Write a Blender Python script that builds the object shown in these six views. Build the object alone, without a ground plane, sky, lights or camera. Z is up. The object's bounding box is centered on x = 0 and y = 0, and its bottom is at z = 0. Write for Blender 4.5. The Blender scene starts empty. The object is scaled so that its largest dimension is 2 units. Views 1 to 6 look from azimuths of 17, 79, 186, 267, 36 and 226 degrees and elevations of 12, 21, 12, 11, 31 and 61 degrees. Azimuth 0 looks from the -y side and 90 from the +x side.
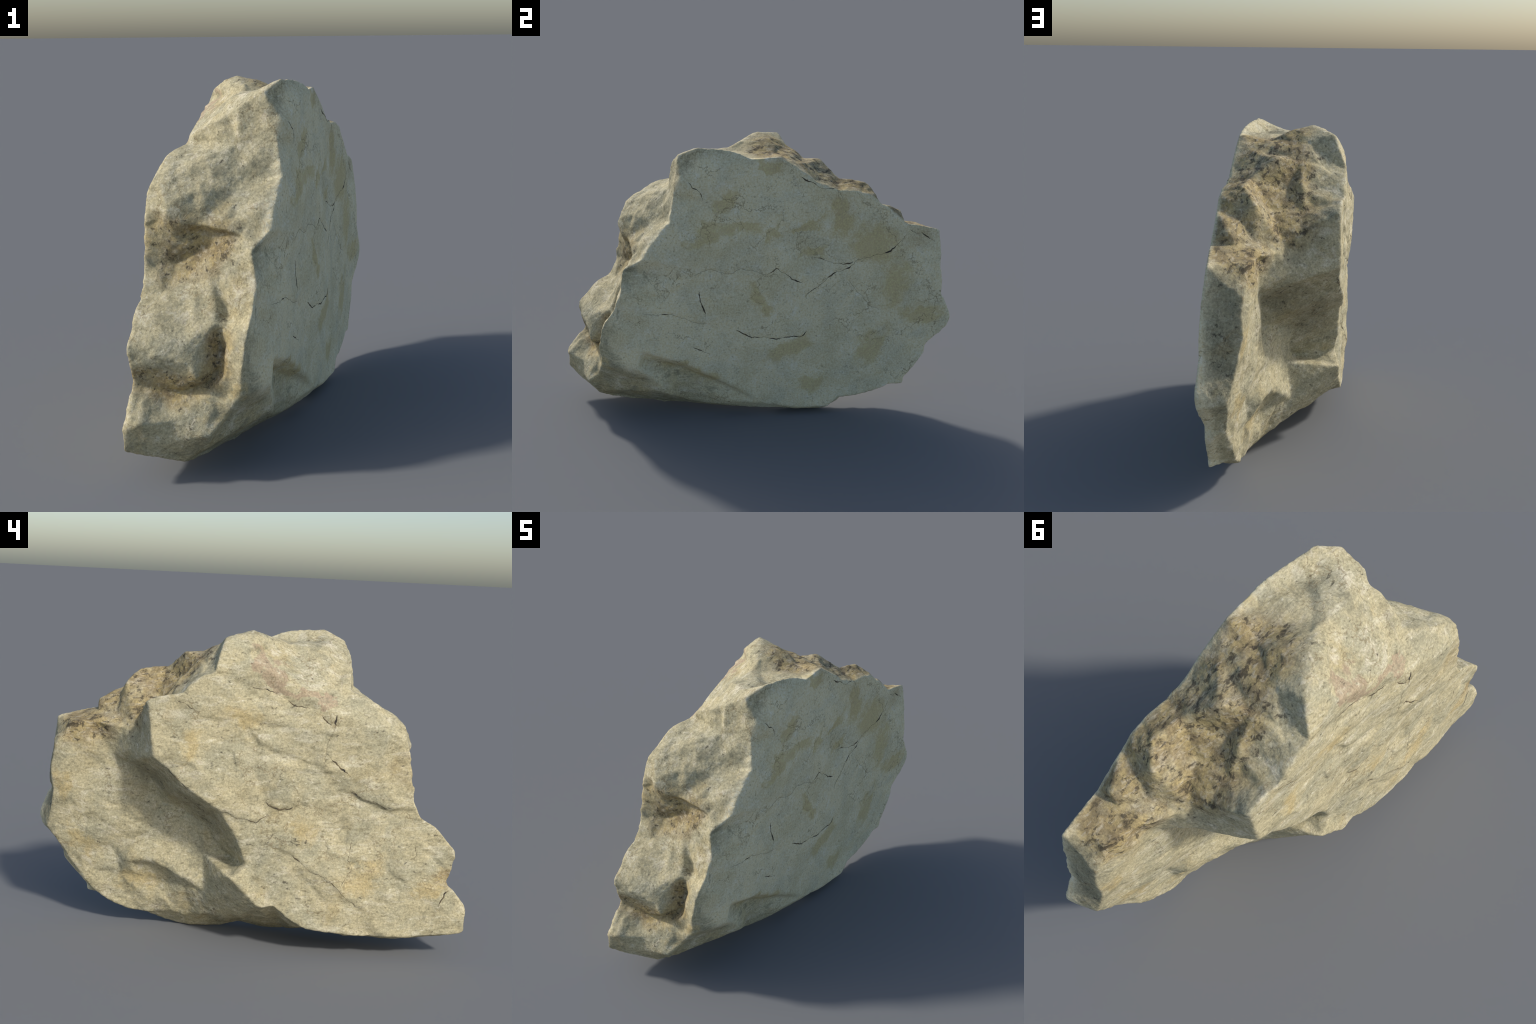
# A slab of pale, weathered limestone standing on its lower edge.
#
# The stone is described as the intersection of three surfaces:
#   * the smooth flank   x <= flank_right(y, z)      (flat cleavage face)
#   * the stepped flank  x >= flank_left(y, z)       (broken face with a big step)
#   * the fracture rim   radius <= rim(angle, x)     (toe, ledges, peaks, gully, keel)
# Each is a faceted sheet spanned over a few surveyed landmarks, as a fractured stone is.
import bpy, math
import numpy as np
from mathutils import Vector
from mathutils.bvhtree import BVHTree
from mathutils.geometry import delaunay_2d_cdt

AXIS_Y, AXIS_Z = 0.0, 0.68      # the axis the rim turns round (parallel to x)
CELL = 0.0065                   # size of the sampling cell

# --------------------------------------------------------------- landmarks
# Every landmark is (x, y, z) in metres. Landmarks are strung on named lines: an edge, a lip,
# a crease. Facets span between the lines and never cut across one.
# Lines whose name starts with "face" are loose points on a face.
RIGHT = {}
RIGHT["face_cleavage"] = [
    (.246, -.385, .798), (.248, -.139, .825), (.246, -.291, .590), (.243, -.140, .330), (.258, -.382, .955), (.245, -.436, .883),
    (.234, -.303, 1.199), (.247, -.170, 1.277), (.231, .264, .967), (.237, .440, .767), (.240, .232, .901), (.231, .326, 1.128),
    (.242, .521, .655), (.246, .560, .590), (.233, .525, .875), (.260, .137, .788), (.266, .083, .498), (.246, .350, .420),
    (.245, .780, .600), (.238, .700, .780), (.238, .850, .460), (.241, -.590, .500), (.254, .050, 1.000), (.252, .400, .220), (.245, -.080, 1.150),
    (.236, -.310, 1.350), (.240, -.195, 1.385), (.238, -.360, 1.275)]
RIGHT["front_edge"] = [
    (.170, -.824, .331), (.178, -.835, .433), (.185, -.815, .509), (.190, -.790, .583), (.195, -.745, .656),
    (.201, -.723, .734), (.178, -.685, .848), (.229, -.601, .921), (.236, -.467, 1.103), (.206, -.444, 1.231),
    (.218, -.418, 1.309), (.140, -.420, 1.425), (.188, -.330, 1.452), (.200, -.225, 1.458), (.240, -.085, 1.408),
    (.224, .072, 1.410), (.236, .268, 1.258), (.238, .470, 1.230), (.240, .723, 1.052), (.222, .910, .998),
    (.246, .930, .820), (.250, .945, .663), (.254, 1.000, .520), (.242, .890, .330), (.243, .765, .145), (.255, .473, .104), (.264, .345, .045)]
RIGHT["bevel_line"] = [
    (.170, -.824, .331), (.240, -.645, .325), (.244, -.627, .430), (.245, -.418, .353), (.246, -.151, .194),
    (.248, .003, .085), (.253, .200, .040), (.264, .345, .045)]
RIGHT["face_bevel"] = [(.075, -.830, .185), (.120, -.740, .230)]
RIGHT["bevel_undercut"] = [(.200, -.610, .360), (.183, -.500, .330), (.183, -.400, .290), (.205, -.250, .215), (.228, -.120, .150)]
RIGHT["bevel_lower_lip"] = [(.140, -.680, .225), (.208, -.560, .250), (.188, -.420, .215), (.200, -.280, .145), (.225, -.140, .095)]
RIGHT["bottom_edge"] = [(.050, -.800, .120), (.115, -.680, .145), (.200, -.530, .172), (.172, -.400, .105), (.182, -.250, .062), (.208, .020, .032), (.212, .150, .022)]
RIGHT["keel"] = [(-.055, -.830, .055), (.000, -.587, .025), (.080, -.390, .035), (.112, -.200, .018),
                 (.147, .020, .028), (.172, .250, -.010), (.200, .345, .000)]

LEFT = {}
LEFT["front_edge"] = [
    (-.231, -.992, .147), (-.233, -.992, .222), (-.228, -.924, .351), (-.231, -.903, .375), (-.235, -.923, .500),
    (-.242, -.829, .633), (-.247, -.753, .675), (-.250, -.714, .771), (-.252, -.667, 1.012), (-.212, -.532, 1.180),
    (-.171, -.410, 1.214)]
LEFT["lean_crease"] = [(-.250, -.560, 1.120), (-.268, -.337, 1.134), (-.240, -.214, 1.200), (-.245, .064, 1.355), (-.255, .184, 1.288)]
LEFT["face_lean"] = [(-.196, -.333, 1.210), (-.228, -.214, 1.235), (-.217, .029, 1.400)]
LEFT["saddle_ridge"] = [(-.109, .023, 1.466), (-.030, -.143, 1.404), (-.030, -.278, 1.392), (.000, -.412, 1.334), (-.055, -.420, 1.300), (-.127, -.412, 1.272), (-.171, -.410, 1.214)]
LEFT["crown_inner"] = [(.000, -.412, 1.334), (.043, -.433, 1.359), (.120, -.415, 1.418), (.165, -.330, 1.458), (.175, -.248, 1.468), (.160, -.150, 1.460), (.050, .000, 1.480)]
LEFT["face_peak"] = [(-.207, .142, 1.430), (-.150, .000, 1.450)]
LEFT["face_broken"] = [
    (-.266, -.315, .957), (-.266, -.326, 1.053), (-.277, -.560, 1.060), (-.258, -.10, 1.080), (-.243, -.053, 1.215), (-.247, .013, 1.042),
    (-.256, .20, 1.000), (-.251, -.017, .815), (-.265, -.450, .850), (-.255, -.295, .886),
    (-.240, -.122, .676), (-.258, -.400, .790), (-.252, -.250, .720), (-.234, -.470, .653), (-.233, -.350, .600), (-.237, -.466, .551), (-.250, -.449, .416),
    (-.250, -.184, .487), (-.258, -.405, .345), (-.245, -.452, .271), (-.247, -.700, .720), (-.235, -.600, .600), (-.245, -.640, .525),
    (-.243, -.743, .560), (-.252, -.640, .420), (-.238, -.250, .300), (-.240, -.800, .300), (-.233, -.748, .180), (-.238, -.050, .560)]
LEFT["lower_edge"] = [
    (-.213, .015, .425), (-.240, .085, .372), (-.250, -.050, .238), (-.242, -.118, .250), (-.240, -.240, .154),
    (-.238, -.390, .124), (-.235, -.560, .112), (-.232, -.800, .125), (-.231, -.992, .147)]
LEFT["step_lip"] = [
    (-.255, .184, 1.288), (-.263, .319, 1.196), (-.255, .468, 1.152),
    (-.256, .440, .905), (-.250, .370, .850), (-.250, .315, .790), (-.255, .215, .725), (-.255, .145, .680),
    (-.236, .070, .560), (-.213, .015, .425)]
LEFT["step_foot"] = [
    (.065, .638, .855), (.078, .460, .755), (.086, .415, .645), (.020, .300, .610), (-.034, .210, .572),
    (-.010, .160, .480), (-.030, .075, .405), (-.130, .045, .405)]
LEFT["face_wall"] = [(-.060, .540, .905), (.035, .382, .655), (.005, .555, .835)]
LEFT["ledge_lip"] = [(-.240, .085, .372), (-.120, .155, .335), (-.034, .195, .289), (-.018, .274, .286), (.037, .447, .366), (.060, .560, .350)]
LEFT["ledge_recess"] = [(-.034, .195, .240), (.030, .290, .240), (.072, .440, .322), (.075, .540, .330)]
LEFT["face_ledge"] = [(-.010, .200, .414), (-.170, .080, .280), (-.105, .130, .240), (-.010, .200, .180), (-.070, .100, .165), (.080, .250, .080), (.120, .340, .040), (-.010, .060, .085)]
LEFT["rear_edge"] = [
    (-.255, .468, 1.152), (-.020, .534, 1.021), (.002, .582, .995), (.065, .749, 1.006), (.077, .820, .999), (.090, .909, .881),
    (.085, .925, .745), (.108, .920, .673), (.120, .925, .580), (.138, .940, .480), (.158, .850, .340),
    (.140, .705, .175), (.150, .480, .060), (.190, .345, .003)]
LEFT["face_rear_slab"] = [(.064, .586, .633), (.076, .650, .500), (.054, .450, .500), (.116, .620, .380), (.124, .600, .265), (.104, .420, .240), (.118, .430, .120), (.086, .846, .712), (.054, .786, .860), (.108, .780, .500), (.136, .760, .360)]

RIM = {}
RIM["toe_lower_lip"] = [(-.233, -.994, .222), (-.150, -.960, .180), (-.087, -.925, .158), (.052, -.900, .199), (.088, -.844, .264), (.170, -.825, .331)]
RIM["toe_upper_lip"] = [(-.233, -.992, .222), (-.205, -.992, .264), (-.157, -.996, .256), (-.059, -.915, .252), (.052, -.900, .199)]
RIM["toe_bottom"] = [(-.233, -.992, .145), (-.150, -.930, .105), (-.055, -.830, .055)]
RIM["toe_back"] = [(-.224, -.924, .351), (-.177, -.904, .341), (-.103, -.891, .282), (-.055, -.877, .301), (.070, -.825, .340), (.087, -.833, .379), (.170, -.825, .350)]
RIM["tooth_underside"] = [(-.229, -.903, .375), (-.170, -.890, .395), (-.110, -.878, .385), (-.040, -.865, .366), (.027, -.845, .395), (.108, -.812, .421)]
RIM["tooth_front"] = [(-.233, -.923, .500), (-.155, -.905, .476), (-.134, -.913, .500), (-.075, -.897, .478), (-.021, -.882, .459), (.021, -.866, .414), (.027, -.845, .395)]
RIM["tooth_top"] = [(-.233, -.923, .520), (-.147, -.901, .521), (-.088, -.870, .542), (-.030, -.855, .530), (.013, -.839, .503), (.056, -.774, .590), (.102, -.762, .571)]
RIM["tooth_corner"] = [(-.021, -.882, .459), (.013, -.839, .503), (.021, -.866, .414)]
RIM["mouth"] = [(-.205, -.890, .362), (-.120, -.862, .340), (-.040, -.832, .338), (.030, -.800, .366), (.087, -.792, .400)]
RIM["gap_floor"] = [(.060, -.748, .555), (.066, -.738, .480), (.072, -.755, .425)]
RIM["tooth_gap"] = [(.092, -.718, .598), (.105, -.765, .521), (.108, -.812, .421)]
RIM["ledge_crest"] = [(-.240, -.829, .633), (-.170, -.840, .609), (-.048, -.776, .596), (.056, -.774, .590)]
RIM["ledge_back"] = [(-.245, -.753, .675), (-.142, -.763, .648), (-.060, -.740, .650), (.049, -.751, .639)]
RIM["hollow_floor"] = [(-.245, -.735, .710), (-.146, -.717, .692), (-.060, -.700, .720), (.020, -.688, .757), (.092, -.718, .598)]
RIM["hollow_mid"] = [(-.235, -.712, .771), (-.175, -.678, .815), (-.127, -.655, .790), (-.057, -.640, .823), (.010, -.662, .810), (.051, -.622, .897)]
RIM["brow_underside"] = [(-.230, -.705, .860), (-.140, -.672, .885), (-.083, -.642, .905), (-.034, -.628, .910), (.051, -.622, .897)]
RIM["brow_edge"] = [(-.248, -.672, .990), (-.158, -.702, .985), (-.083, -.684, .940), (-.034, -.658, .935), (.069, -.646, .918), (.168, -.654, .890)]
RIM["forehead_crease"] = [(-.246, -.667, 1.012), (-.192, -.667, 1.076), (-.011, -.592, 1.066), (.052, -.565, 1.035), (.150, -.595, .992), (.229, -.601, .921)]
RIM["forehead_top"] = [(-.214, -.532, 1.172), (-.081, -.538, 1.156), (.068, -.512, 1.104), (.148, -.459, 1.198), (.206, -.444, 1.231)]
RIM["face_forehead"] = [(.202, -.472, 1.102), (.143, -.684, .833), (-.030, -.545, 1.140)]
RIM["shoulder"] = [(-.173, -.415, 1.216), (-.127, -.422, 1.274), (-.055, -.430, 1.290), (-.027, -.428, 1.284), (.019, -.414, 1.286), (.052, -.459, 1.226)]
RIM["eye_socket"] = [(.068, -.512, 1.104), (.052, -.459, 1.226), (.148, -.459, 1.198)]
RIM["front_edge"] = [(.170, -.825, .331), (.190, -.838, .433), (.190, -.817, .509), (.190, -.790, .583), (.190, -.750, .650), (.201, -.723, .734),
                     (.172, -.694, .848), (.229, -.601, .921), (.236, -.467, 1.103), (.206, -.444, 1.231), (.218, -.420, 1.309), (.147, -.414, 1.415)]
RIM["front_facet"] = [(.108, -.812, .421), (.152, -.790, .573), (.148, -.751, .605), (.060, -.700, .740)]
RIM["throat"] = [(.000, -.412, 1.332), (.043, -.433, 1.359), (.130, -.410, 1.416), (.147, -.414, 1.415)]
RIM["crown"] = [(.147, -.414, 1.415), (.181, -.330, 1.454), (.196, -.248, 1.464), (.203, -.180, 1.454), (.235, -.070, 1.413), (.226, .072, 1.414),
                (.238, .166, 1.343), (.238, .268, 1.258), (.238, .369, 1.229), (.238, .470, 1.230), (.238, .597, 1.162), (.240, .723, 1.052),
                (.222, .912, .998)]
RIM["crown_inner_crease"] = [(.075, -.360, 1.413), (.120, -.260, 1.403), (.172, -.180, 1.402), (.120, .000, 1.388), (.068, .105, 1.393)]
RIM["saddle"] = [(.000, -.412, 1.332), (-.030, -.278, 1.390), (-.030, -.143, 1.402), (.060, -.080, 1.392), (.068, .105, 1.393)]
RIM["face_peak_slope"] = [(-.150, -.200, 1.300), (-.145, .000, 1.452), (.160, .180, 1.350)]
RIM["peak_ridge"] = [(-.030, -.143, 1.402), (-.109, .023, 1.466), (-.208, .142, 1.432)]
RIM["peak_lip"] = [(-.208, .142, 1.432), (-.099, .167, 1.388), (-.013, .244, 1.342), (.028, .314, 1.344), (.122, .400, 1.269)]
RIM["peak_crease"] = [(-.109, .023, 1.466), (-.069, .160, 1.397), (.068, .105, 1.393), (-.013, .244, 1.342)]
RIM["gully_wall_foot"] = [(-.255, .184, 1.288), (-.066, .243, 1.325), (-.013, .255, 1.325)]
RIM["gully_left_rib"] = [(-.066, .243, 1.325), (-.102, .407, 1.123), (-.093, .497, 1.066)]
RIM["gully_floor"] = [(-.255, .468, 1.152), (-.102, .407, 1.123), (.000, .405, 1.140), (.039, .432, 1.136)]
RIM["gully_step"] = [(-.020, .534, 1.021), (-.093, .497, 1.066), (-.255, .468, 1.152)]
RIM["block_edge"] = [(-.255, .184, 1.288), (-.261, .319, 1.193), (-.255, .468, 1.152)]
RIM["face_gully"] = [(-.020, .320, 1.205), (-.120, .320, 1.215)]
RIM["gully_right_rib"] = [(.122, .400, 1.269), (.136, .515, 1.250), (.081, .583, 1.183), (.080, .625, 1.046), (.065, .749, 1.006)]
RIM["gully_right_foot"] = [(.122, .400, 1.269), (.039, .432, 1.136), (-.020, .534, 1.021)]
RIM["rear_terrace"] = [(.136, .515, 1.250), (.142, .616, 1.125), (.171, .716, 1.103), (.145, .720, 1.045), (.065, .749, 1.006)]
RIM["rear_corner"] = [(.065, .749, 1.006), (.077, .820, .999), (.200, .815, 1.020), (.222, .912, .998), (.077, .820, .999)]
RIM["rear_inner_edge"] = [(.077, .820, .999), (.090, .909, .881), (.085, .925, .745), (.108, .920, .673), (.120, .925, .580), (.135, .945, .480),
                          (.148, .855, .340), (.142, .712, .168), (.152, .560, .072)]
RIM["rear_outer_edge"] = [(.222, .912, .998), (.255, .932, .836), (.258, .947, .663), (.268, 1.003, .525), (.270, .998, .471), (.266, .890, .356),
                          (.262, .886, .300), (.250, .768, .182), (.250, .765, .140), (.250, .682, .135), (.262, .404, .092), (.270, .346, .040)]
RIM["block_face"] = [(-.020, .534, 1.021), (.002, .582, .995), (.065, .749, 1.006)]
RIM["keel"] = [(.152, .560, .072), (.165, .475, .060), (.200, .345, .004), (.172, .250, -.006), (.160, .020, .022), (.130, -.200, .014), (.090, -.390, .030), (.000, -.587, .025), (-.055, -.830, .053)]
RIM["face_belly"] = [(.050, .210, .100), (-.090, .050, .148), (.080, .350, .100)]
RIM["lower_edge"] = [(-.248, -.050, .238), (-.240, -.118, .245), (-.240, -.240, .154), (-.240, -.390, .124), (-.235, -.560, .110),
                     (-.235, -.800, .120), (-.233, -.992, .145)]

def strung(lines):
    """Points and the edges between neighbours on each line."""
    pts, edges = [], []
    index = {}
    for name, line in lines.items():
        last = None
        for p in line:
            k = index.setdefault(p, len(pts))
            if k == len(pts):
                pts.append(p)
            if last is not None and not name.startswith("face") and last != k:
                edges.append((last, k))
            last = k
    return pts, edges

# --------------------------------------------------------------- faceted sheets
def sheet(points, values, edges, u_axis, v_axis):
    """Linear interpolation of scattered values over a constrained Delaunay net, sampled on a regular grid."""
    pts = [Vector(p) for p in points]
    vs, _, faces, origin, edge_origin, _ = delaunay_2d_cdt(pts, edges, [], 0, 1e-5)
    P2 = np.array(points)
    val = []
    for v, o in zip(vs, origin):
        if o:
            val.append(np.mean([values[k] for k in o]))
        else:                                   # two lines cross here: blend the neighbours
            w = 1 / (np.sum((P2 - np.array(v)) ** 2, axis=1) + 1e-6)
            near = np.argsort(-w)[:4]
            val.append(np.sum(w[near] * np.array(values)[near]) / np.sum(w[near]))
            print("lines cross near", tuple(round(c, 3) for c in v), [tuple(np.round(P2[k], 3)) for k in near[:2]])
    out = np.full((len(u_axis), len(v_axis)), np.nan)
    for f in faces:
        (ax, ay), (bx, by), (cx, cy) = [vs[i] for i in f]
        i0, i1 = np.searchsorted(u_axis, [min(ax, bx, cx) - 1e-9, max(ax, bx, cx) + 1e-9])
        j0, j1 = np.searchsorted(v_axis, [min(ay, by, cy) - 1e-9, max(ay, by, cy) + 1e-9])
        if i0 >= i1 or j0 >= j1:
            continue
        U, V = np.meshgrid(u_axis[i0:i1], v_axis[j0:j1], indexing="ij")
        det = (by - cy) * (ax - cx) + (cx - bx) * (ay - cy)
        if abs(det) < 1e-12:
            continue
        a = ((by - cy) * (U - cx) + (cx - bx) * (V - cy)) / det
        b = ((cy - ay) * (U - cx) + (ax - cx) * (V - cy)) / det
        c = 1 - a - b
        inside = (a > -1e-6) & (b > -1e-6) & (c > -1e-6)
        w = a * val[f[0]] + b * val[f[1]] + c * val[f[2]]
        block = out[i0:i1, j0:j1]
        block[inside] = w[inside]
    return out

def box_blur(a, n, axis, wrap=False):
    mode = "wrap" if wrap else "edge"
    pad = [(0, 0)] * a.ndim
    pad[axis] = (n, n)
    p = np.pad(a, pad, mode=mode)
    return sum(np.take(p, range(k, k + a.shape[axis]), axis=axis) for k in range(2 * n + 1)) / (2 * n + 1)

def flank_sheet(lines, y_axis, z_axis):
    landmarks, edges = strung(lines)
    pts = [(p[1], p[2]) for p in landmarks]
    val = [p[0] for p in landmarks]
    for k in range(32):                         # carry the border outwards
        a = 2 * math.pi * k / 32
        dy, dz = math.cos(a), math.sin(a)
        best = max(landmarks, key=lambda p: (p[1] - AXIS_Y) * dy + 1.15 * (p[2] - AXIS_Z) * dz)
        pts.append((AXIS_Y + 1.7 * dy, AXIS_Z + 1.5 * dz))
        val.append(best[0])
    return sheet(pts, val, edges, y_axis, z_axis)

def facets(u_axis, v_axis, size, height, seed, squash=1.0):
    """Flat random facets: a net of jittered points with random heights."""
    rng = np.random.default_rng(seed)
    u0, u1, v0, v1 = u_axis[0] - size, u_axis[-1] + size, v_axis[0] - size, v_axis[-1] + size
    n = int((u1 - u0) * (v1 - v0) / (size * size * squash))
    pts = np.stack([rng.uniform(u0, u1, n), rng.uniform(v0, v1, n)], 1).tolist()
    pts += [(u0, v0), (u0, v1), (u1, v0), (u1, v1)]
    return np.nan_to_num(sheet(pts, (rng.uniform(-1, 1, len(pts)) * height).tolist(), [], u_axis, v_axis))

def turn_between(a, b):
    return (a - b + math.pi) % (2 * math.pi) - math.pi

def rim_sheet(lines, angle_axis, x_axis):
    SCALE = 1.1
    landmarks, edges = strung(lines)
    base = [(math.atan2(p[2] - AXIS_Z, p[1] - AXIS_Y), p[0], math.hypot(p[1] - AXIS_Y, p[2] - AXIS_Z)) for p in landmarks]
    count = len(base)
    for k in range(48):                         # carry both borders outwards
        a = -math.pi + 2 * math.pi * (k + .5) / 48
        near = [b for b in base[:count] if abs(turn_between(b[0], a)) < 0.2]
        for side in (1, -1):
            best = max(near, key=lambda b: side * b[1] - 0.3 * abs(turn_between(b[0], a)))
            base.append((a, side * 0.45, best[2]))
    pts, val, rows = [], [], {}
    for k, (t, x, r) in enumerate(base):
        for turn in (-1, 0, 1):
            tt = t + turn * 2 * math.pi
            if -1.4 * math.pi < tt < 1.4 * math.pi:
                rows[(k, turn)] = len(pts)
                pts.append((tt * SCALE, x))
                val.append(r)
    net = []
    for i, j in edges:
        for turn in (-1, 0, 1):
            shift = turn - int(round((base[j][0] - base[i][0] - turn_between(base[j][0], base[i][0])) / (2 * math.pi)))
            if (i, turn) in rows and (j, shift) in rows:
                net.append((rows[(i, turn)], rows[(j, shift)]))
    return sheet(pts, val, net, angle_axis * SCALE, x_axis)

# --------------------------------------------------------------- ledges and cracks on the flanks
# Lines in the (y, z) plane. A ledge drops the face below it and lets it recover over some distance;
# a crack is a narrow groove.
LEDGES_LEFT = [   # line, drop, recovery
    ([(-.316, .779), (-.368, .795), (-.428, .781), (-.528, .735), (-.612, .697), (-.714, .714)], .011, .06),
    ([(-.471, .461), (-.546, .480), (-.689, .400)], .013, .05),
    ([(-.045, .812), (-.069, .723), (-.124, .690), (-.154, .686), (-.212, .713), (-.246, .719)], .012, .05),
    ([(.140, .665), (.016, .639), (-.019, .630), (-.096, .663), (-.125, .684)], .008, .05),
    ([(.352, 1.173), (.254, 1.110), (.220, 1.097), (.042, 1.094), (-.065, 1.079)], .009, .09),
    ([(.015, 1.037), (-.027, .980), (-.140, .945), (-.295, .884)], .010, .05),
    ([(-.050, 1.279), (-.076, 1.239), (-.156, 1.190), (-.235, 1.159)], .006, .04),
    ([(-.110, .521), (-.179, .487), (-.300, .410), (-.403, .340), (-.456, .285), (-.520, .235)], .007, .06),
    ([(-.236, .391), (-.294, .336), (-.340, .304)], .007, .04),
    ([(-.736, .576), (-.812, .517), (-.891, .430)], .008, .02)]
CRACKS_LEFT = [
    [(-.341, 1.130), (-.333, 1.061), (-.322, 1.016), (-.315, .957), (-.295, .886)],
    [(-.315, .957), (-.378, .900), (-.441, .847)], [(-.276, 1.117), (-.328, 1.075)],
    [(.048, 1.222), (-.049, 1.214), (-.137, 1.179), (-.178, 1.147), (-.246, 1.140)],
    [(-.460, .555), (-.444, .460), (-.447, .420), (-.414, .340)], [(-.743, .554), (-.758, .498), (-.737, .453)],
    [(-.925, .348), (-.889, .316), (-.869, .257)], [(.352, 1.173), (.303, 1.142), (.254, 1.110)],
    [(.140, .665), (.016, .639), (-.019, .630), (-.096, .663)],
    [(-.179, .487), (-.300, .410), (-.403, .340), (-.456, .285), (-.520, .235)]]
LEDGE_SHADOWS = [     # ledge shade drawn as dark strips: pit foot and lips on the stepped flank
    [(-.066, .735), (-.085, .708), (-.124, .690), (-.154, .686), (-.190, .703)], [(-.428, .781), (-.528, .735), (-.612, .697)],
    [(.370, .850), (.315, .790), (.270, .755)]]
LEDGES_RIGHT = [
    ([(-.146, 1.137), (-.048, 1.091), (.013, 1.006), (.033, .994), (.122, 1.052), (.302, 1.096), (.320, 1.131), (.288, 1.199)], .005, .05),
    ([(-.244, .878), (-.229, .976), (-.195, 1.026), (-.126, 1.044), (-.027, 1.008)], -.004, .05),
    ([(-.550, .721), (-.502, .708), (-.422, .788), (-.385, .791)], .006, .03),
    ([(-.142, .243), (-.007, .318), (.119, .314), (.174, .223)], -.006, .05),
    ([(-.464, .619), (-.335, .572), (-.265, .551)], .004, .05),
    ([(.711, .631), (.814, .703), (.922, .696)], .006, .06)]
CRACKS_RIGHT = [
    [(-.382, .828), (-.264, .853), (-.155, .820), (-.115, .850), (.006, .821), (.071, .844), (.139, .787), (.216, .755)],
    [(.204, .663), (.254, .715), (.365, .795), (.466, .849), (.548, .872), (.652, .898), (.740, .991)],
    [(.227, .910), (.353, .839), (.466, .855)], [(.439, .769), (.517, .665), (.563, .601), (.618, .581)],
    [(-.153, .510), (-.061, .475), (.063, .466), (.189, .469), (.240, .505)],
    [(-.621, .640), (-.464, .619), (-.335, .572), (-.265, .551)], [(-.334, .751), (-.319, .653), (-.290, .591)],
    [(-.376, 1.311), (-.329, 1.265), (-.301, 1.199)], [(.759, 1.022), (.824, .997), (.897, .940)],
    [(.175, 1.315), (.265, 1.261), (.367, 1.227), (.400, 1.174)], [(-.387, .437), (-.286, .396), (-.266, .361)]]

def line_distance(line, Y, Z):
    """Distance to a polyline, and the side: positive below a line that is read from right to left or left to right."""
    best = np.full(Y.shape, 9.0)
    below = np.zeros(Y.shape)
    for (y0, z0), (y1, z1) in zip(line[:-1], line[1:]):
        if y1 > y0:
            (y0, z0), (y1, z1) = (y1, z1), (y0, z0)
        dy, dz = y1 - y0, z1 - z0
        t = np.clip(((Y - y0) * dy + (Z - z0) * dz) / (dy * dy + dz * dz), 0, 1)
        d = np.hypot(Y - y0 - t * dy, Z - z0 - t * dz)
        side = (dy * (Z - z0) - dz * (Y - y0)) / math.hypot(dy, dz)     # > 0 below, as dy < 0
        closer = d < best
        best = np.where(closer, d, best)
        below = np.where(closer, side, below)
    return best, below

def carve(face, ledges, cracks, inward, Y, Z):
    flat = np.stack([Y.ravel(), Z.ravel(), np.zeros(Y.size)], 1)
    def wave(freq, octaves, seed):
        return fractal(flat, freq, octaves, seed).reshape(Y.shape)
    Y = Y + .010 * wave(14, 3, 71)              # the lines wander
    Z = Z + .010 * wave(14, 3, 72)
    strength = np.clip(.75 + .7 * wave(7, 2, 73), .15, 1.4)
    for line, drop, reach in ledges:
        d, below = line_distance(line, Y, Z)
        ramp = np.clip((below + .004) / .016, 0, 1)
        face = face + inward * drop * strength * ramp * np.exp(-(d / reach) ** 1.5)
    for line in cracks:
        d, _ = line_distance(line, Y, Z)
        face = face + inward * .0035 * strength * np.exp(-(d / .005) ** 2)
    return face

# --------------------------------------------------------------- noise
def hash3(i, j, k, seed):
    h = (i.astype(np.int64) * 374761393 + j.astype(np.int64) * 668265263 + k.astype(np.int64) * 2147483647 + seed * 1274126177) & 0xFFFFFFFF
    h = ((h ^ (h >> 13)) * 1274126177) & 0xFFFFFFFF
    return ((h ^ (h >> 16)) & 0xFFFFFF) / float(0xFFFFFF)

def value_noise(p, seed):
    f = np.floor(p)
    t = p - f
    t = t * t * t * (t * (t * 6 - 15) + 10)
    i, j, k = f[:, 0], f[:, 1], f[:, 2]
    def c(a, b, d):
        return hash3(i + a, j + b, k + d, seed)
    def lerp(a, b, w):
        return a + (b - a) * w
    x, y, z = t[:, 0], t[:, 1], t[:, 2]
    return lerp(lerp(lerp(c(0, 0, 0), c(1, 0, 0), x), lerp(c(0, 1, 0), c(1, 1, 0), x), y),
                lerp(lerp(c(0, 0, 1), c(1, 0, 1), x), lerp(c(0, 1, 1), c(1, 1, 1), x), y), z) * 2 - 1

def fractal(p, freq, octaves, seed, gain=0.5):
    out, amp = np.zeros(len(p)), 1.0
    for o in range(octaves):
        out += amp * value_noise(p * freq + 17.3 * o, seed + o)
        amp *= gain
        freq *= 2.03
    return out

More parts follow.
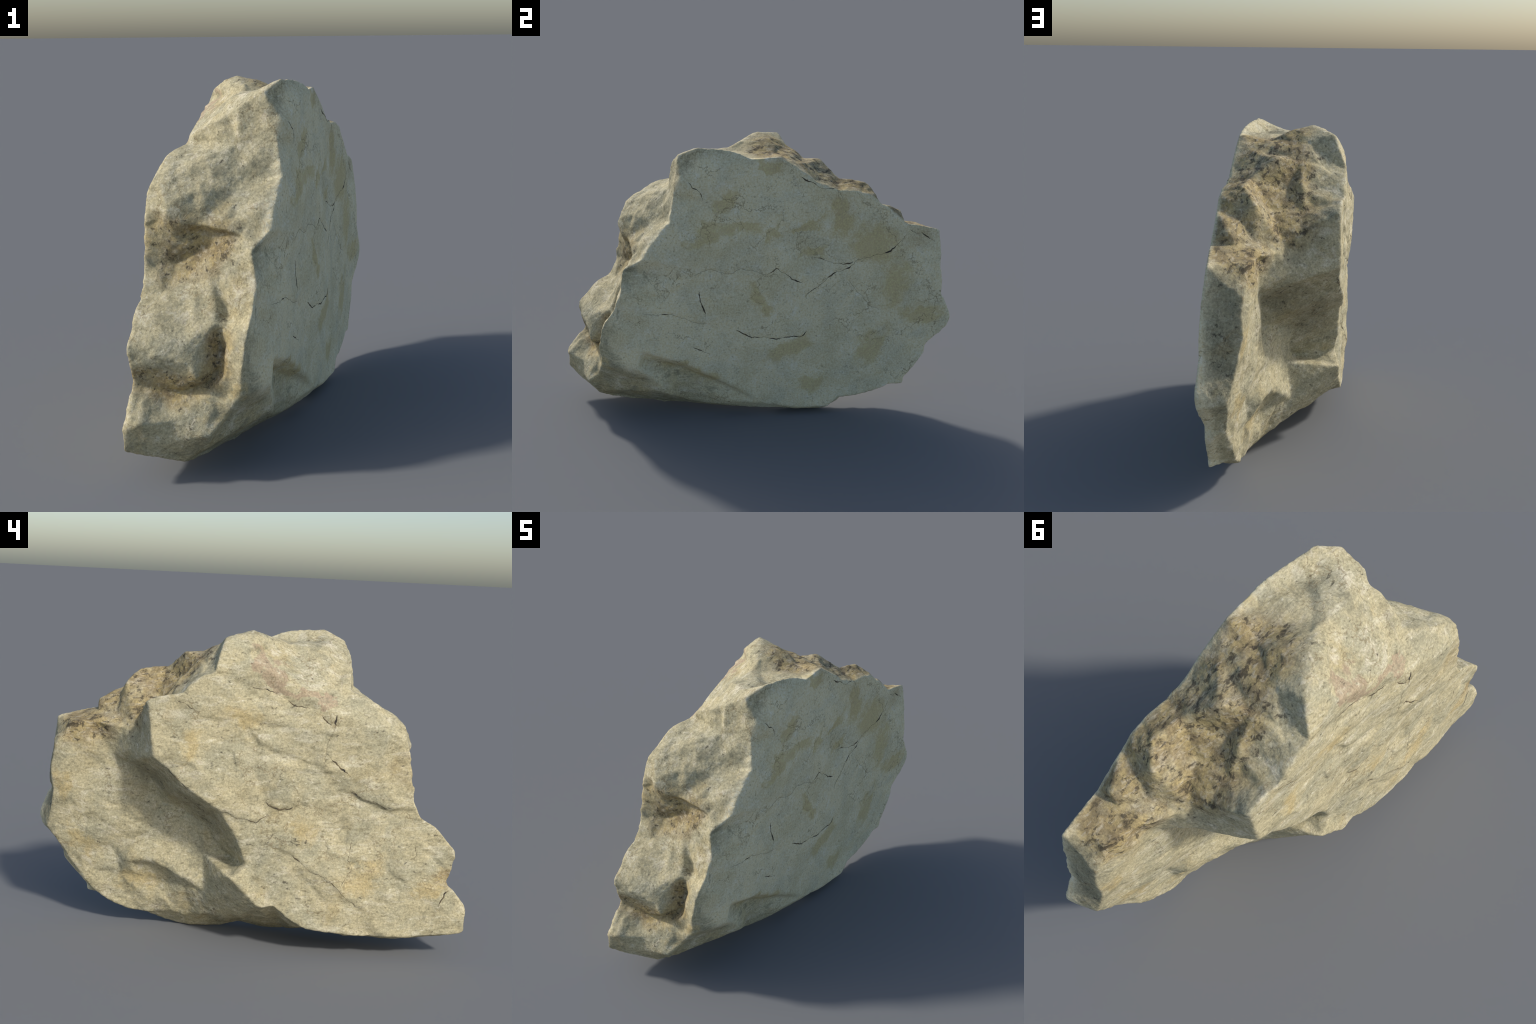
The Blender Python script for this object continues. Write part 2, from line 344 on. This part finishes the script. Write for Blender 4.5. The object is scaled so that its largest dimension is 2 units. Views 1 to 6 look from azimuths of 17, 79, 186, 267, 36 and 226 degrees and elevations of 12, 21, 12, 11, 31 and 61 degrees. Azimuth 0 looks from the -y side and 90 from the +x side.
# --------------------------------------------------------------- body
def stone_field():
    xs = np.arange(-0.33, 0.33, CELL)
    ys = np.arange(-1.06, 1.06, CELL)
    zs = np.arange(-0.06, 1.54, CELL)
    right = flank_sheet(RIGHT, ys, zs)
    left = flank_sheet(LEFT, ys, zs)
    right = box_blur(box_blur(right, 1, 0), 1, 1)
    left = box_blur(box_blur(left, 1, 0), 1, 1)
    right += facets(ys, zs, .13, .0030, 3)
    left += facets(ys, zs, .075, .0080, 4)
    GY, GZ = np.meshgrid(ys, zs, indexing="ij")
    right = carve(right, LEDGES_RIGHT, CRACKS_RIGHT, -1, GY, GZ)
    left = carve(left, LEDGES_LEFT, CRACKS_LEFT, 1, GY, GZ)
    angles = np.linspace(-math.pi, math.pi, 2161)
    r_map = rim_sheet(RIM, angles, xs)
    r_map = box_blur(r_map, 1, 0, wrap=True)
    r_map = box_blur(r_map, 1, 1)
    r_map += facets(angles * .8, xs, .062, .0085, 6) * np.clip((math.pi - np.abs(angles)) / .05, 0, 1)[:, None]
    Y, Z = np.meshgrid(ys - AXIS_Y, zs - AXIS_Z, indexing="ij")
    R = np.hypot(Y, Z)
    A = (np.arctan2(Z, Y) + math.pi) / (2 * math.pi) * 2160
    a0 = np.clip(A.astype(int), 0, 2159)
    w = A - a0
    field = np.empty((len(xs), len(ys), len(zs)))
    k = 0.006                                   # rounding of the edges
    def smax(a, b):
        h = np.clip(k - np.abs(a - b), 0, None) / k
        return np.maximum(a, b) + h * h * k * 0.25
    for i, x in enumerate(xs):
        r = r_map[a0, i] * (1 - w) + r_map[a0 + 1, i] * w
        field[i] = smax(smax(x - right, left - x), R - r) - 0.002
    return field, (xs[0], ys[0], zs[0])

def surface_net(field, origin):
    """Quad mesh of the zero level: one vertex in every cell that the surface crosses."""
    s = field < 0
    nx, ny, nz = field.shape
    cells = np.zeros((nx - 1, ny - 1, nz - 1), int)
    for a in (0, 1):
        for b in (0, 1):
            for c in (0, 1):
                cells += s[a:nx - 1 + a, b:ny - 1 + b, c:nz - 1 + c]
    act = (cells > 0) & (cells < 8)
    idx = np.full(act.shape, -1)
    idx[act] = np.arange(act.sum())
    I, J, K = np.nonzero(act)
    acc = np.zeros((len(I), 3))
    cnt = np.zeros(len(I))
    corners = [(a, b, c) for a in (0, 1) for b in (0, 1) for c in (0, 1)]
    for p in corners:
        for axis in range(3):
            if p[axis]:
                continue
            q = list(p)
            q[axis] = 1
            fa = field[I + p[0], J + p[1], K + p[2]]
            fb = field[I + q[0], J + q[1], K + q[2]]
            m = (fa < 0) != (fb < 0)
            t = np.where(m, fa / np.where(m, fa - fb, 1), 0)
            pos = np.tile(np.array(p, float), (len(I), 1))
            pos[:, axis] += t
            acc[m] += pos[m]
            cnt[m] += 1
    verts = (acc / cnt[:, None] + np.stack([I, J, K], 1)) * CELL + np.array(origin)
    quads = []
    for axis in range(3):
        b, c = (axis + 1) % 3, (axis + 2) % 3
        lo = [slice(None)] * 3
        hi = [slice(None)] * 3
        lo[axis], hi[axis] = slice(0, -1), slice(1, None)
        cross = s[tuple(lo)] != s[tuple(hi)]
        P = np.stack(np.nonzero(cross), 1)
        P = P[(P[:, b] > 0) & (P[:, c] > 0)]
        flip = s[P[:, 0], P[:, 1], P[:, 2]]
        def at(db, dc):
            Q = P.copy()
            Q[:, b] -= db
            Q[:, c] -= dc
            return idx[Q[:, 0], Q[:, 1], Q[:, 2]]
        q = np.stack([at(1, 1), at(0, 1), at(0, 0), at(1, 0)], 1)
        q[~flip] = q[~flip][:, ::-1]
        quads.append(q)
    return verts, np.concatenate(quads)

def relax(verts, quads, rounds, amount):
    n = len(verts)
    e = np.concatenate([quads[:, [0, 1]], quads[:, [1, 2]], quads[:, [2, 3]], quads[:, [3, 0]]])
    e = np.concatenate([e, e[:, ::-1]])
    deg = np.bincount(e[:, 0], minlength=n)[:, None]
    for _ in range(rounds):
        s = np.stack([np.bincount(e[:, 0], weights=verts[e[:, 1], d], minlength=n) for d in range(3)], 1)
        verts = verts + amount * (s / deg - verts)
    return verts

def vertex_normals(verts, quads):
    d1 = verts[quads[:, 2]] - verts[quads[:, 0]]
    d2 = verts[quads[:, 3]] - verts[quads[:, 1]]
    fn = np.cross(d1, d2)
    n = np.zeros_like(verts)
    for c in range(4):
        for d in range(3):
            n[:, d] += np.bincount(quads[:, c], weights=fn[:, d], minlength=len(verts))
    return n / np.maximum(np.linalg.norm(n, axis=1), 1e-12)[:, None]

def build_stone():
    field, origin = stone_field()
    verts, quads = surface_net(field, origin)
    verts = relax(verts, quads, 1, 0.35)
    n = vertex_normals(verts, quads)
    smooth_side = np.clip((n[:, 0] - 0.6) / 0.3, 0, 1)
    d = 0.0016 * fractal(verts, 11, 4, 5) + 0.0015 * fractal(verts, 45, 2, 11)
    verts = verts + n * (d * (1 - 0.65 * smooth_side))[:, None]
    verts[:, 2] = np.maximum(verts[:, 2], 0.0)
    mesh = bpy.data.meshes.new("stone_body")
    mesh.from_pydata(verts.tolist(), [], quads.tolist())
    mesh.update()
    mesh.shade_smooth()
    obj = bpy.data.objects.new("stone_body", mesh)
    bpy.context.collection.objects.link(obj)
    return obj

# --------------------------------------------------------------- material
class Nodes:
    """Small helper that strings shader nodes together."""
    def __init__(self, tree):
        self.tree = tree
        self.turn = None
    def plug(self, value, socket):
        if isinstance(value, bpy.types.NodeSocket):
            self.tree.links.new(value, socket)
        else:
            socket.default_value = value
    def math(self, op, a, b=0.0, c=None, clamp=False):
        n = self.tree.nodes.new("ShaderNodeMath")
        n.operation, n.use_clamp = op, clamp
        self.plug(a, n.inputs[0])
        self.plug(b, n.inputs[1])
        if c is not None:
            self.plug(c, n.inputs[2])
        return n.outputs[0]
    def vec(self, op, a, b=None, scale=None):
        n = self.tree.nodes.new("ShaderNodeVectorMath")
        n.operation = op
        self.plug(a, n.inputs[0])
        if b is not None:
            self.plug(b, n.inputs[1])
        if scale is not None:
            self.plug(scale, n.inputs["Scale"])
        return n.outputs["Value"] if op in ("LENGTH", "DISTANCE", "DOT_PRODUCT") else n.outputs[0]
    def noise(self, p, scale, detail=3.0, rough=0.55, distort=0.0, color=False):
        n = self.tree.nodes.new("ShaderNodeTexNoise")
        self.plug(p, n.inputs["Vector"])
        n.inputs["Scale"].default_value = scale
        n.inputs["Detail"].default_value = detail
        n.inputs["Roughness"].default_value = rough
        n.inputs["Distortion"].default_value = distort
        return n.outputs["Color"] if color else n.outputs["Fac"]
    def voronoi(self, p, scale, feature="F1"):
        n = self.tree.nodes.new("ShaderNodeTexVoronoi")
        n.feature = feature
        self.plug(p, n.inputs["Vector"])
        n.inputs["Scale"].default_value = scale
        return n.outputs["Distance"]
    def ramp(self, x, lo, hi, a=0.0, b=1.0):
        n = self.tree.nodes.new("ShaderNodeMapRange")
        n.interpolation_type = "SMOOTHSTEP"
        self.plug(x, n.inputs["Value"])
        for k, v in (("From Min", lo), ("From Max", hi), ("To Min", a), ("To Max", b)):
            n.inputs[k].default_value = v
        return n.outputs["Result"]
    def mix(self, fac, a, b, mode="MIX"):
        n = self.tree.nodes.new("ShaderNodeMix")
        n.data_type, n.blend_type = "RGBA", mode
        self.plug(fac, n.inputs[0])
        self.plug(a, n.inputs[6])
        self.plug(b, n.inputs[7])
        return n.outputs[2]
    def mapping(self, p, rot, scale):
        n = self.tree.nodes.new("ShaderNodeMapping")
        self.plug(p, n.inputs["Vector"])
        n.inputs["Rotation"].default_value = rot
        n.inputs["Scale"].default_value = scale
        return n.outputs[0]
    def segment(self, p, a, b):
        """Distance from p to the segment a-b."""
        a, b = Vector(a), Vector(b)
        ba = b - a
        pa = self.vec("SUBTRACT", p, a)
        h = self.math("MULTIPLY", self.vec("DOT_PRODUCT", pa, ba), 1 / max(ba.length_squared, 1e-9), clamp=True)
        return self.vec("LENGTH", self.vec("SUBTRACT", pa, self.vec("SCALE", tuple(ba), scale=h)))
    def ellipses(self, flat, stains):
        """Smallest distance to any stain, in units of its own half width: 1 on the border."""
        best = None
        for y, z, length, width, tilt in stains:
            n = self.tree.nodes.new("ShaderNodeMapping")
            n.vector_type = "TEXTURE"
            q = flat if best is None else self.vec("ADD", flat, self.vec("SCALE", (1e-9, 0, 0), scale=best))
            self.plug(q, n.inputs["Vector"])
            n.inputs["Location"].default_value = (0, y, z)
            n.inputs["Rotation"].default_value = (math.radians(tilt), 0, 0)
            n.inputs["Scale"].default_value = (1, length, width)
            d = self.vec("LENGTH", n.outputs[0])
            best = d if best is None else self.math("MINIMUM", best, d)
        return best
    def nearest(self, p, lines, lift):
        best = None
        for line in lines:
            for a, b in zip(line[:-1], line[1:]):
                # each step waits for the one before it, so that few values are held at a time
                q = p if self.turn is None else self.vec("ADD", p, self.vec("SCALE", (1e-9, 0, 0), scale=self.turn))
                d = self.turn = self.segment(q, lift(a), lift(b))
                best = d if best is None else self.math("MINIMUM", best, d)
        return best

def rgb(r, g, b):
    return (r, g, b, 1)

# stains as (y, z, half length, half width, tilt in degrees from the horizontal)
OCHRE_RIGHT = [
    (-.205, 1.215, .085, .045, 60), (-.310, 1.030, .085, .048, 35), (-.140, 1.070, .110, .034, 0), (.015, 1.368, .090, .030, -5),
    (.550, .945, .115, .085, 15), (.705, .730, .120, .075, 80), (.855, .540, .100, .055, 0), (.580, .385, .100, .070, 55),
    (.035, 1.040, .050, .030, 80), (-.010, .660, .095, .042, -62), (.220, 1.070, .100, .018, 15), (.385, 1.110, .100, .040, -60),
    (.260, .930, .060, .035, 0), (.265, .195, .080, .050, 0), (-.375, .255, .150, .045, -10), (.130, .400, .120, .050, 20)]
SCAR_LEFT = [(-.010, 1.350, .060, .028, 50), (-.110, 1.255, .100, .038, 40), (-.240, 1.190, .110, .024, 15)]   # brownish chipped scar
OCHRE_LEFT = [
    (-.230, .610, .075, .055, 0), (.285, .945, .055, .045, -40), (.790, .430, .100, .045, 65), (.870, .690, .090, .038, 80),
    (.520, .225, .120, .055, -15), (-.815, .335, .060, .030, 0), (-.520, .380, .100, .050, -40), (.060, 1.090, .090, .040, 0)]

def stone_material():
    m = bpy.data.materials.new("weathered_limestone")
    m.use_nodes = True
    t = m.node_tree
    N = Nodes(t)
    bsdf = t.nodes["Principled BSDF"]
    p = t.nodes.new("ShaderNodeTexCoord").outputs["Object"]
    sep = t.nodes.new("ShaderNodeSeparateXYZ")
    N.plug(p, sep.inputs[0])
    x, y, z = sep.outputs
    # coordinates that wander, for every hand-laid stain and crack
    wob = N.vec("SUBTRACT", N.noise(p, 9, 4, .6, color=True), (.5, .5, .5))
    pw = N.vec("ADD", p, N.vec("SCALE", wob, scale=.11))
    flat_w = N.vec("MULTIPLY", N.vec("ADD", p, N.vec("SCALE", wob, scale=.24)), (0, 1, 1))

    right = N.ramp(N.math("ADD", x, N.math("MULTIPLY", N.noise(p, 12, 3), .05)), .205, .245)

    # grain: streaks along the bedding and small blotches
    bed = N.mapping(p, (math.radians(-35), 0, 0), (1.0, .35, 1.0))
    streak = N.noise(bed, 26, 6, .65, .6)
    blotch = N.noise(p, 7, 5, .6, .4)
    fine = N.noise(p, 110, 4, .7)
    mid = N.noise(bed, 55, 4, .65, .8)

    cream, pale, grey, olive = rgb(.490, .428, .262), rgb(.640, .585, .430), rgb(.405, .372, .245), rgb(.270, .238, .138)
    ochre, brown, black = rgb(.425, .328, .150), rgb(.235, .180, .095), rgb(.038, .032, .026)
    body = N.mix(N.ramp(blotch, .40, .66), cream, grey)
    body = N.mix(N.math("MULTIPLY", N.ramp(streak, .50, .68), .60), body, pale)
    body = N.mix(N.math("MULTIPLY", N.ramp(streak, .47, .30), .60), body, olive)
    fleck = N.noise(N.mapping(p, (math.radians(-40), .3, 0), (1.0, .45, 1.0)), 95, 4, .6, .4)
    body = N.mix(N.math("MULTIPLY", N.ramp(fleck, .44, .30), .75), body, rgb(.225, .195, .115))
    body = N.mix(N.math("MULTIPLY", N.ramp(fleck, .60, .72), .70), body, rgb(.700, .640, .480))
    body = N.mix(N.math("MULTIPLY", N.ramp(N.noise(p, 4.3, 4, .6), .56, .70), .40), body, ochre)

    # smooth flank: paler, calmer, with ochre stains
    slab = N.mix(N.ramp(blotch, .38, .68), rgb(.775, .680, .440), rgb(.655, .595, .405))
    slab = N.mix(N.math("MULTIPLY", N.ramp(N.noise(p, 16, 5, .65), .52, .70), .45), slab, rgb(.830, .785, .620))
    pit = N.noise(p, 85, 2, .6)
    slab = N.mix(N.math("MULTIPLY", N.ramp(pit, .42, .30), .55), slab, rgb(.360, .315, .195))
    ragged = N.math("ADD", N.math("MULTIPLY", N.noise(p, 11, 6, .72), 2.2), -1.1)
    tan = N.ramp(N.noise(p, 3.6, 5, .6, .5), .46, .64)
    slab = N.mix(N.math("MULTIPLY", tan, .50), slab, rgb(.640, .545, .315))
    stain = N.ramp(N.math("ADD", N.ellipses(flat_w, OCHRE_RIGHT), ragged), 1.40, .60)
    slab = N.mix(N.math("MULTIPLY", stain, N.ramp(fine, .30, .62, .42, .74)), slab, rgb(.570, .450, .205))
    color = N.mix(right, body, slab)

    # stepped flank: yellow stains
    stain = N.ramp(N.math("ADD", N.ellipses(flat_w, OCHRE_LEFT), ragged), 1.4, .3)
    stain = N.math("MULTIPLY", N.math("MULTIPLY", stain, .50), N.math("SUBTRACT", 1, right))
    color = N.mix(stain, color, rgb(.520, .390, .165))
    scar = N.ramp(N.math("ADD", N.ellipses(flat_w, SCAR_LEFT), N.math("MULTIPLY", ragged, .5)), 1.12, .88)
    scar = N.math("MULTIPLY", N.math("MULTIPLY", scar, N.ramp(mid, .3, .6, .55, .95)), N.ramp(x, -.14, -.18))
    color = N.mix(scar, color, rgb(.400, .310, .205))

    # the broken rim is patchier than the flanks
    rim_zone = N.math("MULTIPLY", N.ramp(x, .235, .195), N.ramp(x, -.262, -.215))
    patchy = N.noise(p, 10, 6, .68, .7)
    color = N.mix(N.math("MULTIPLY", rim_zone, N.ramp(patchy, .47, .34, 0, .75)), color, rgb(.285, .262, .170))
    color = N.mix(N.math("MULTIPLY", rim_zone, N.ramp(patchy, .56, .68, 0, .70)), color, rgb(.640, .575, .420))

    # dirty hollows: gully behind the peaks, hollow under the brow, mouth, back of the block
    not_flank = N.math("MULTIPLY", N.ramp(x, .245, .215), N.ramp(x, -.262, -.225))
    def patch(lines, radius, soft):
        d = N.nearest(pw, lines, lambda q: q)
        return N.ramp(d, radius + soft, radius - soft)
    gully = N.math("MULTIPLY", patch([[(.06, .10, 1.40), (.04, .30, 1.28), (.00, .45, 1.12)], [(.10, .45, 1.24), (.14, .75, 1.05)]], .17, .05), not_flank)
    hollow = patch([[(-.18, -.68, .88), (.03, -.63, .88)], [(-.12, -.66, .78), (-.04, -.66, .80)]], .090, .04)
    mouth = patch([[(-.20, -.89, .39), (-.05, -.85, .345), (.08, -.79, .42), (.08, -.78, .52)]], .060, .03)
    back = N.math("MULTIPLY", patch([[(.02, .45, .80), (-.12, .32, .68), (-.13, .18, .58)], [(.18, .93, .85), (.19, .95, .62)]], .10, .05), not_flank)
    dirt = N.math("MAXIMUM", gully, N.math("MAXIMUM", hollow, mouth))
    soil = N.mix(N.ramp(N.noise(p, 18, 5, .65), .38, .62), ochre, brown)
    soil = N.mix(N.math("MULTIPLY", N.ramp(mid, .50, .66), .75), soil, rgb(.470, .400, .275))
    color = N.mix(N.math("MULTIPLY", dirt, N.ramp(N.noise(p, 8, 5, .65), .30, .58, .45, .97)), color, soil)
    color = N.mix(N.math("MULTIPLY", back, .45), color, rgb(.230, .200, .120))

    # black crusts in clumps
    lump = N.noise(N.mapping(p, (.3, .5, .2), (1.0, .6, 1.0)), 40, 6, .68, .35)
    clump = N.noise(p, 7, 3, .6)
    spread = N.math("MAXIMUM", N.math("MULTIPLY", gully, 1.0), N.math("MULTIPLY", N.math("MAXIMUM", N.math("MAXIMUM", hollow, mouth), N.math("MULTIPLY", back, .55)), .75))
    level = N.math("ADD", N.math("MULTIPLY", spread, .10), N.math("MULTIPLY", clump, .30))
    crust = N.ramp(N.math("ADD", lump, level), .765, .875)
    crust = N.math("MULTIPLY", crust, N.math("SUBTRACT", 1, N.math("MULTIPLY", right, .6)))
    color = N.mix(N.math("MULTIPLY", crust, .76), color, black)

    # hairline cracks
    net = N.voronoi(N.vec("ADD", p, N.vec("SCALE", wob, scale=.22)), 5.5, "DISTANCE_TO_EDGE")
    hair = N.math("MULTIPLY", N.ramp(net, .020, .005), N.ramp(N.noise(p, 5, 3), .47, .58))
    color = N.mix(N.math("MULTIPLY", hair, .55), color, brown)

    # fine grain
    color = N.mix(.55, color, N.mix(N.ramp(fine, .30, .70), rgb(.30, .30, .30), rgb(.72, .72, .72)), "OVERLAY")
    N.plug(color, bsdf.inputs["Base Color"])
    N.plug(N.ramp(fine, .3, .7, .80, .96), bsdf.inputs["Roughness"])
    bsdf.inputs["Specular IOR Level"].default_value = .25

    height = N.math("ADD", N.math("MULTIPLY", fine, .35), mid)
    bump = t.nodes.new("ShaderNodeBump")
    bump.inputs["Strength"].default_value = .45
    bump.inputs["Distance"].default_value = .006
    N.plug(height, bump.inputs["Height"])
    N.plug(bump.outputs[0], bsdf.inputs["Normal"])
    return m

def plain_material(name, color):
    m = bpy.data.materials.new(name)
    m.use_nodes = True
    t = m.node_tree
    N = Nodes(t)
    p = t.nodes.new("ShaderNodeTexCoord").outputs["Object"]
    bsdf = t.nodes["Principled BSDF"]
    N.plug(N.mix(N.ramp(N.noise(p, 40, 3), .35, .65), color, rgb(.150, .115, .065)), bsdf.inputs["Base Color"])
    bsdf.inputs["Roughness"].default_value = .95
    return m

# --------------------------------------------------------------- dark crusts that fill the cracks, and strips painted as ledge shadow
def crack_fill_and_shade(body):
    tree = BVHTree.FromPolygons([v.co for v in body.data.vertices], [list(q.vertices) for q in body.data.polygons])
    verts, faces = [], []
    sides = 5
    for side, lines in ((1, CRACKS_RIGHT), (-1, CRACKS_LEFT + LEDGE_SHADOWS)):  # stepped flank: cracks plus dark strips standing in for ledge shadows
        for k, line in enumerate(lines):
            pts = []
            for (y0, z0), (y1, z1) in zip(line[:-1], line[1:]):
                n = max(2, int(math.hypot(y1 - y0, z1 - z0) / .004))
                pts += [(y0 + (y1 - y0) * i / n, z0 + (z1 - z0) * i / n) for i in range(n)]
            q = np.array([(y, z, 0) for y, z in pts])
            flat = q * (1, 1, 0)
            q[:, 0] -= .010 * fractal(flat, 14, 3, 71) + .003 * fractal(flat, 70, 2, 81)      # same wander as the grooves
            q[:, 1] -= .010 * fractal(flat, 14, 3, 72) + .003 * fractal(flat, 70, 2, 82)
            wide = np.clip(.15 + 1.5 * fractal(q, 20, 4, 90 + k), 0, 1.6)
            ends = np.clip(np.minimum(np.arange(len(q)), np.arange(len(q))[::-1]) / 8.0, 0, 1)
            radius = (.0006 + .0027 * wide) * ends
            last = None
            for i in range(len(q)):
                hit = tree.ray_cast(Vector((side * .6, q[i, 0], q[i, 1])), Vector((-side, 0, 0)))
                if hit[0] is None or radius[i] < .0003 or abs(hit[1].x) < .45:
                    last = None
                    continue
                j = min(i + 1, len(q) - 1)
                d = np.array([q[j, 0] - q[j - 1, 0], q[j, 1] - q[j - 1, 1]])
                d = d / max(np.linalg.norm(d), 1e-9)
                ring = []
                for s in range(sides):
                    a = 2 * math.pi * s / sides
                    c, h = math.cos(a) * radius[i], math.sin(a) * min(radius[i], .0012)
                    ring.append(len(verts))
                    verts.append((hit[0].x + side * h, q[i, 0] - d[1] * c, q[i, 1] + d[0] * c))
                if last:
                    faces += [(last[s], last[(s + 1) % sides], ring[(s + 1) % sides], ring[s]) for s in range(sides)]
                last = ring
    mesh = bpy.data.meshes.new("crack_crust_and_shade")
    mesh.from_pydata(verts, [], faces)
    mesh.update()
    obj = bpy.data.objects.new("crack_crust_and_shade", mesh)
    obj["kind"] = "stuff"
    bpy.context.collection.objects.link(obj)
    return obj

rock = bpy.data.objects.new("limestone_rock", None)
bpy.context.collection.objects.link(rock)
rock["label"] = "pale cream limestone slab with stepped fractured flank and hollows"
rock["category"] = "rock"

body = build_stone()
body.data.materials.append(stone_material())
body.parent = rock
crust = crack_fill_and_shade(body)
crust.data.materials.append(plain_material("black_crust_and_shade", rgb(.045, .038, .030)))  # crack crust colour, shared by the painted ledge-shadow strips
crust.parent = rock
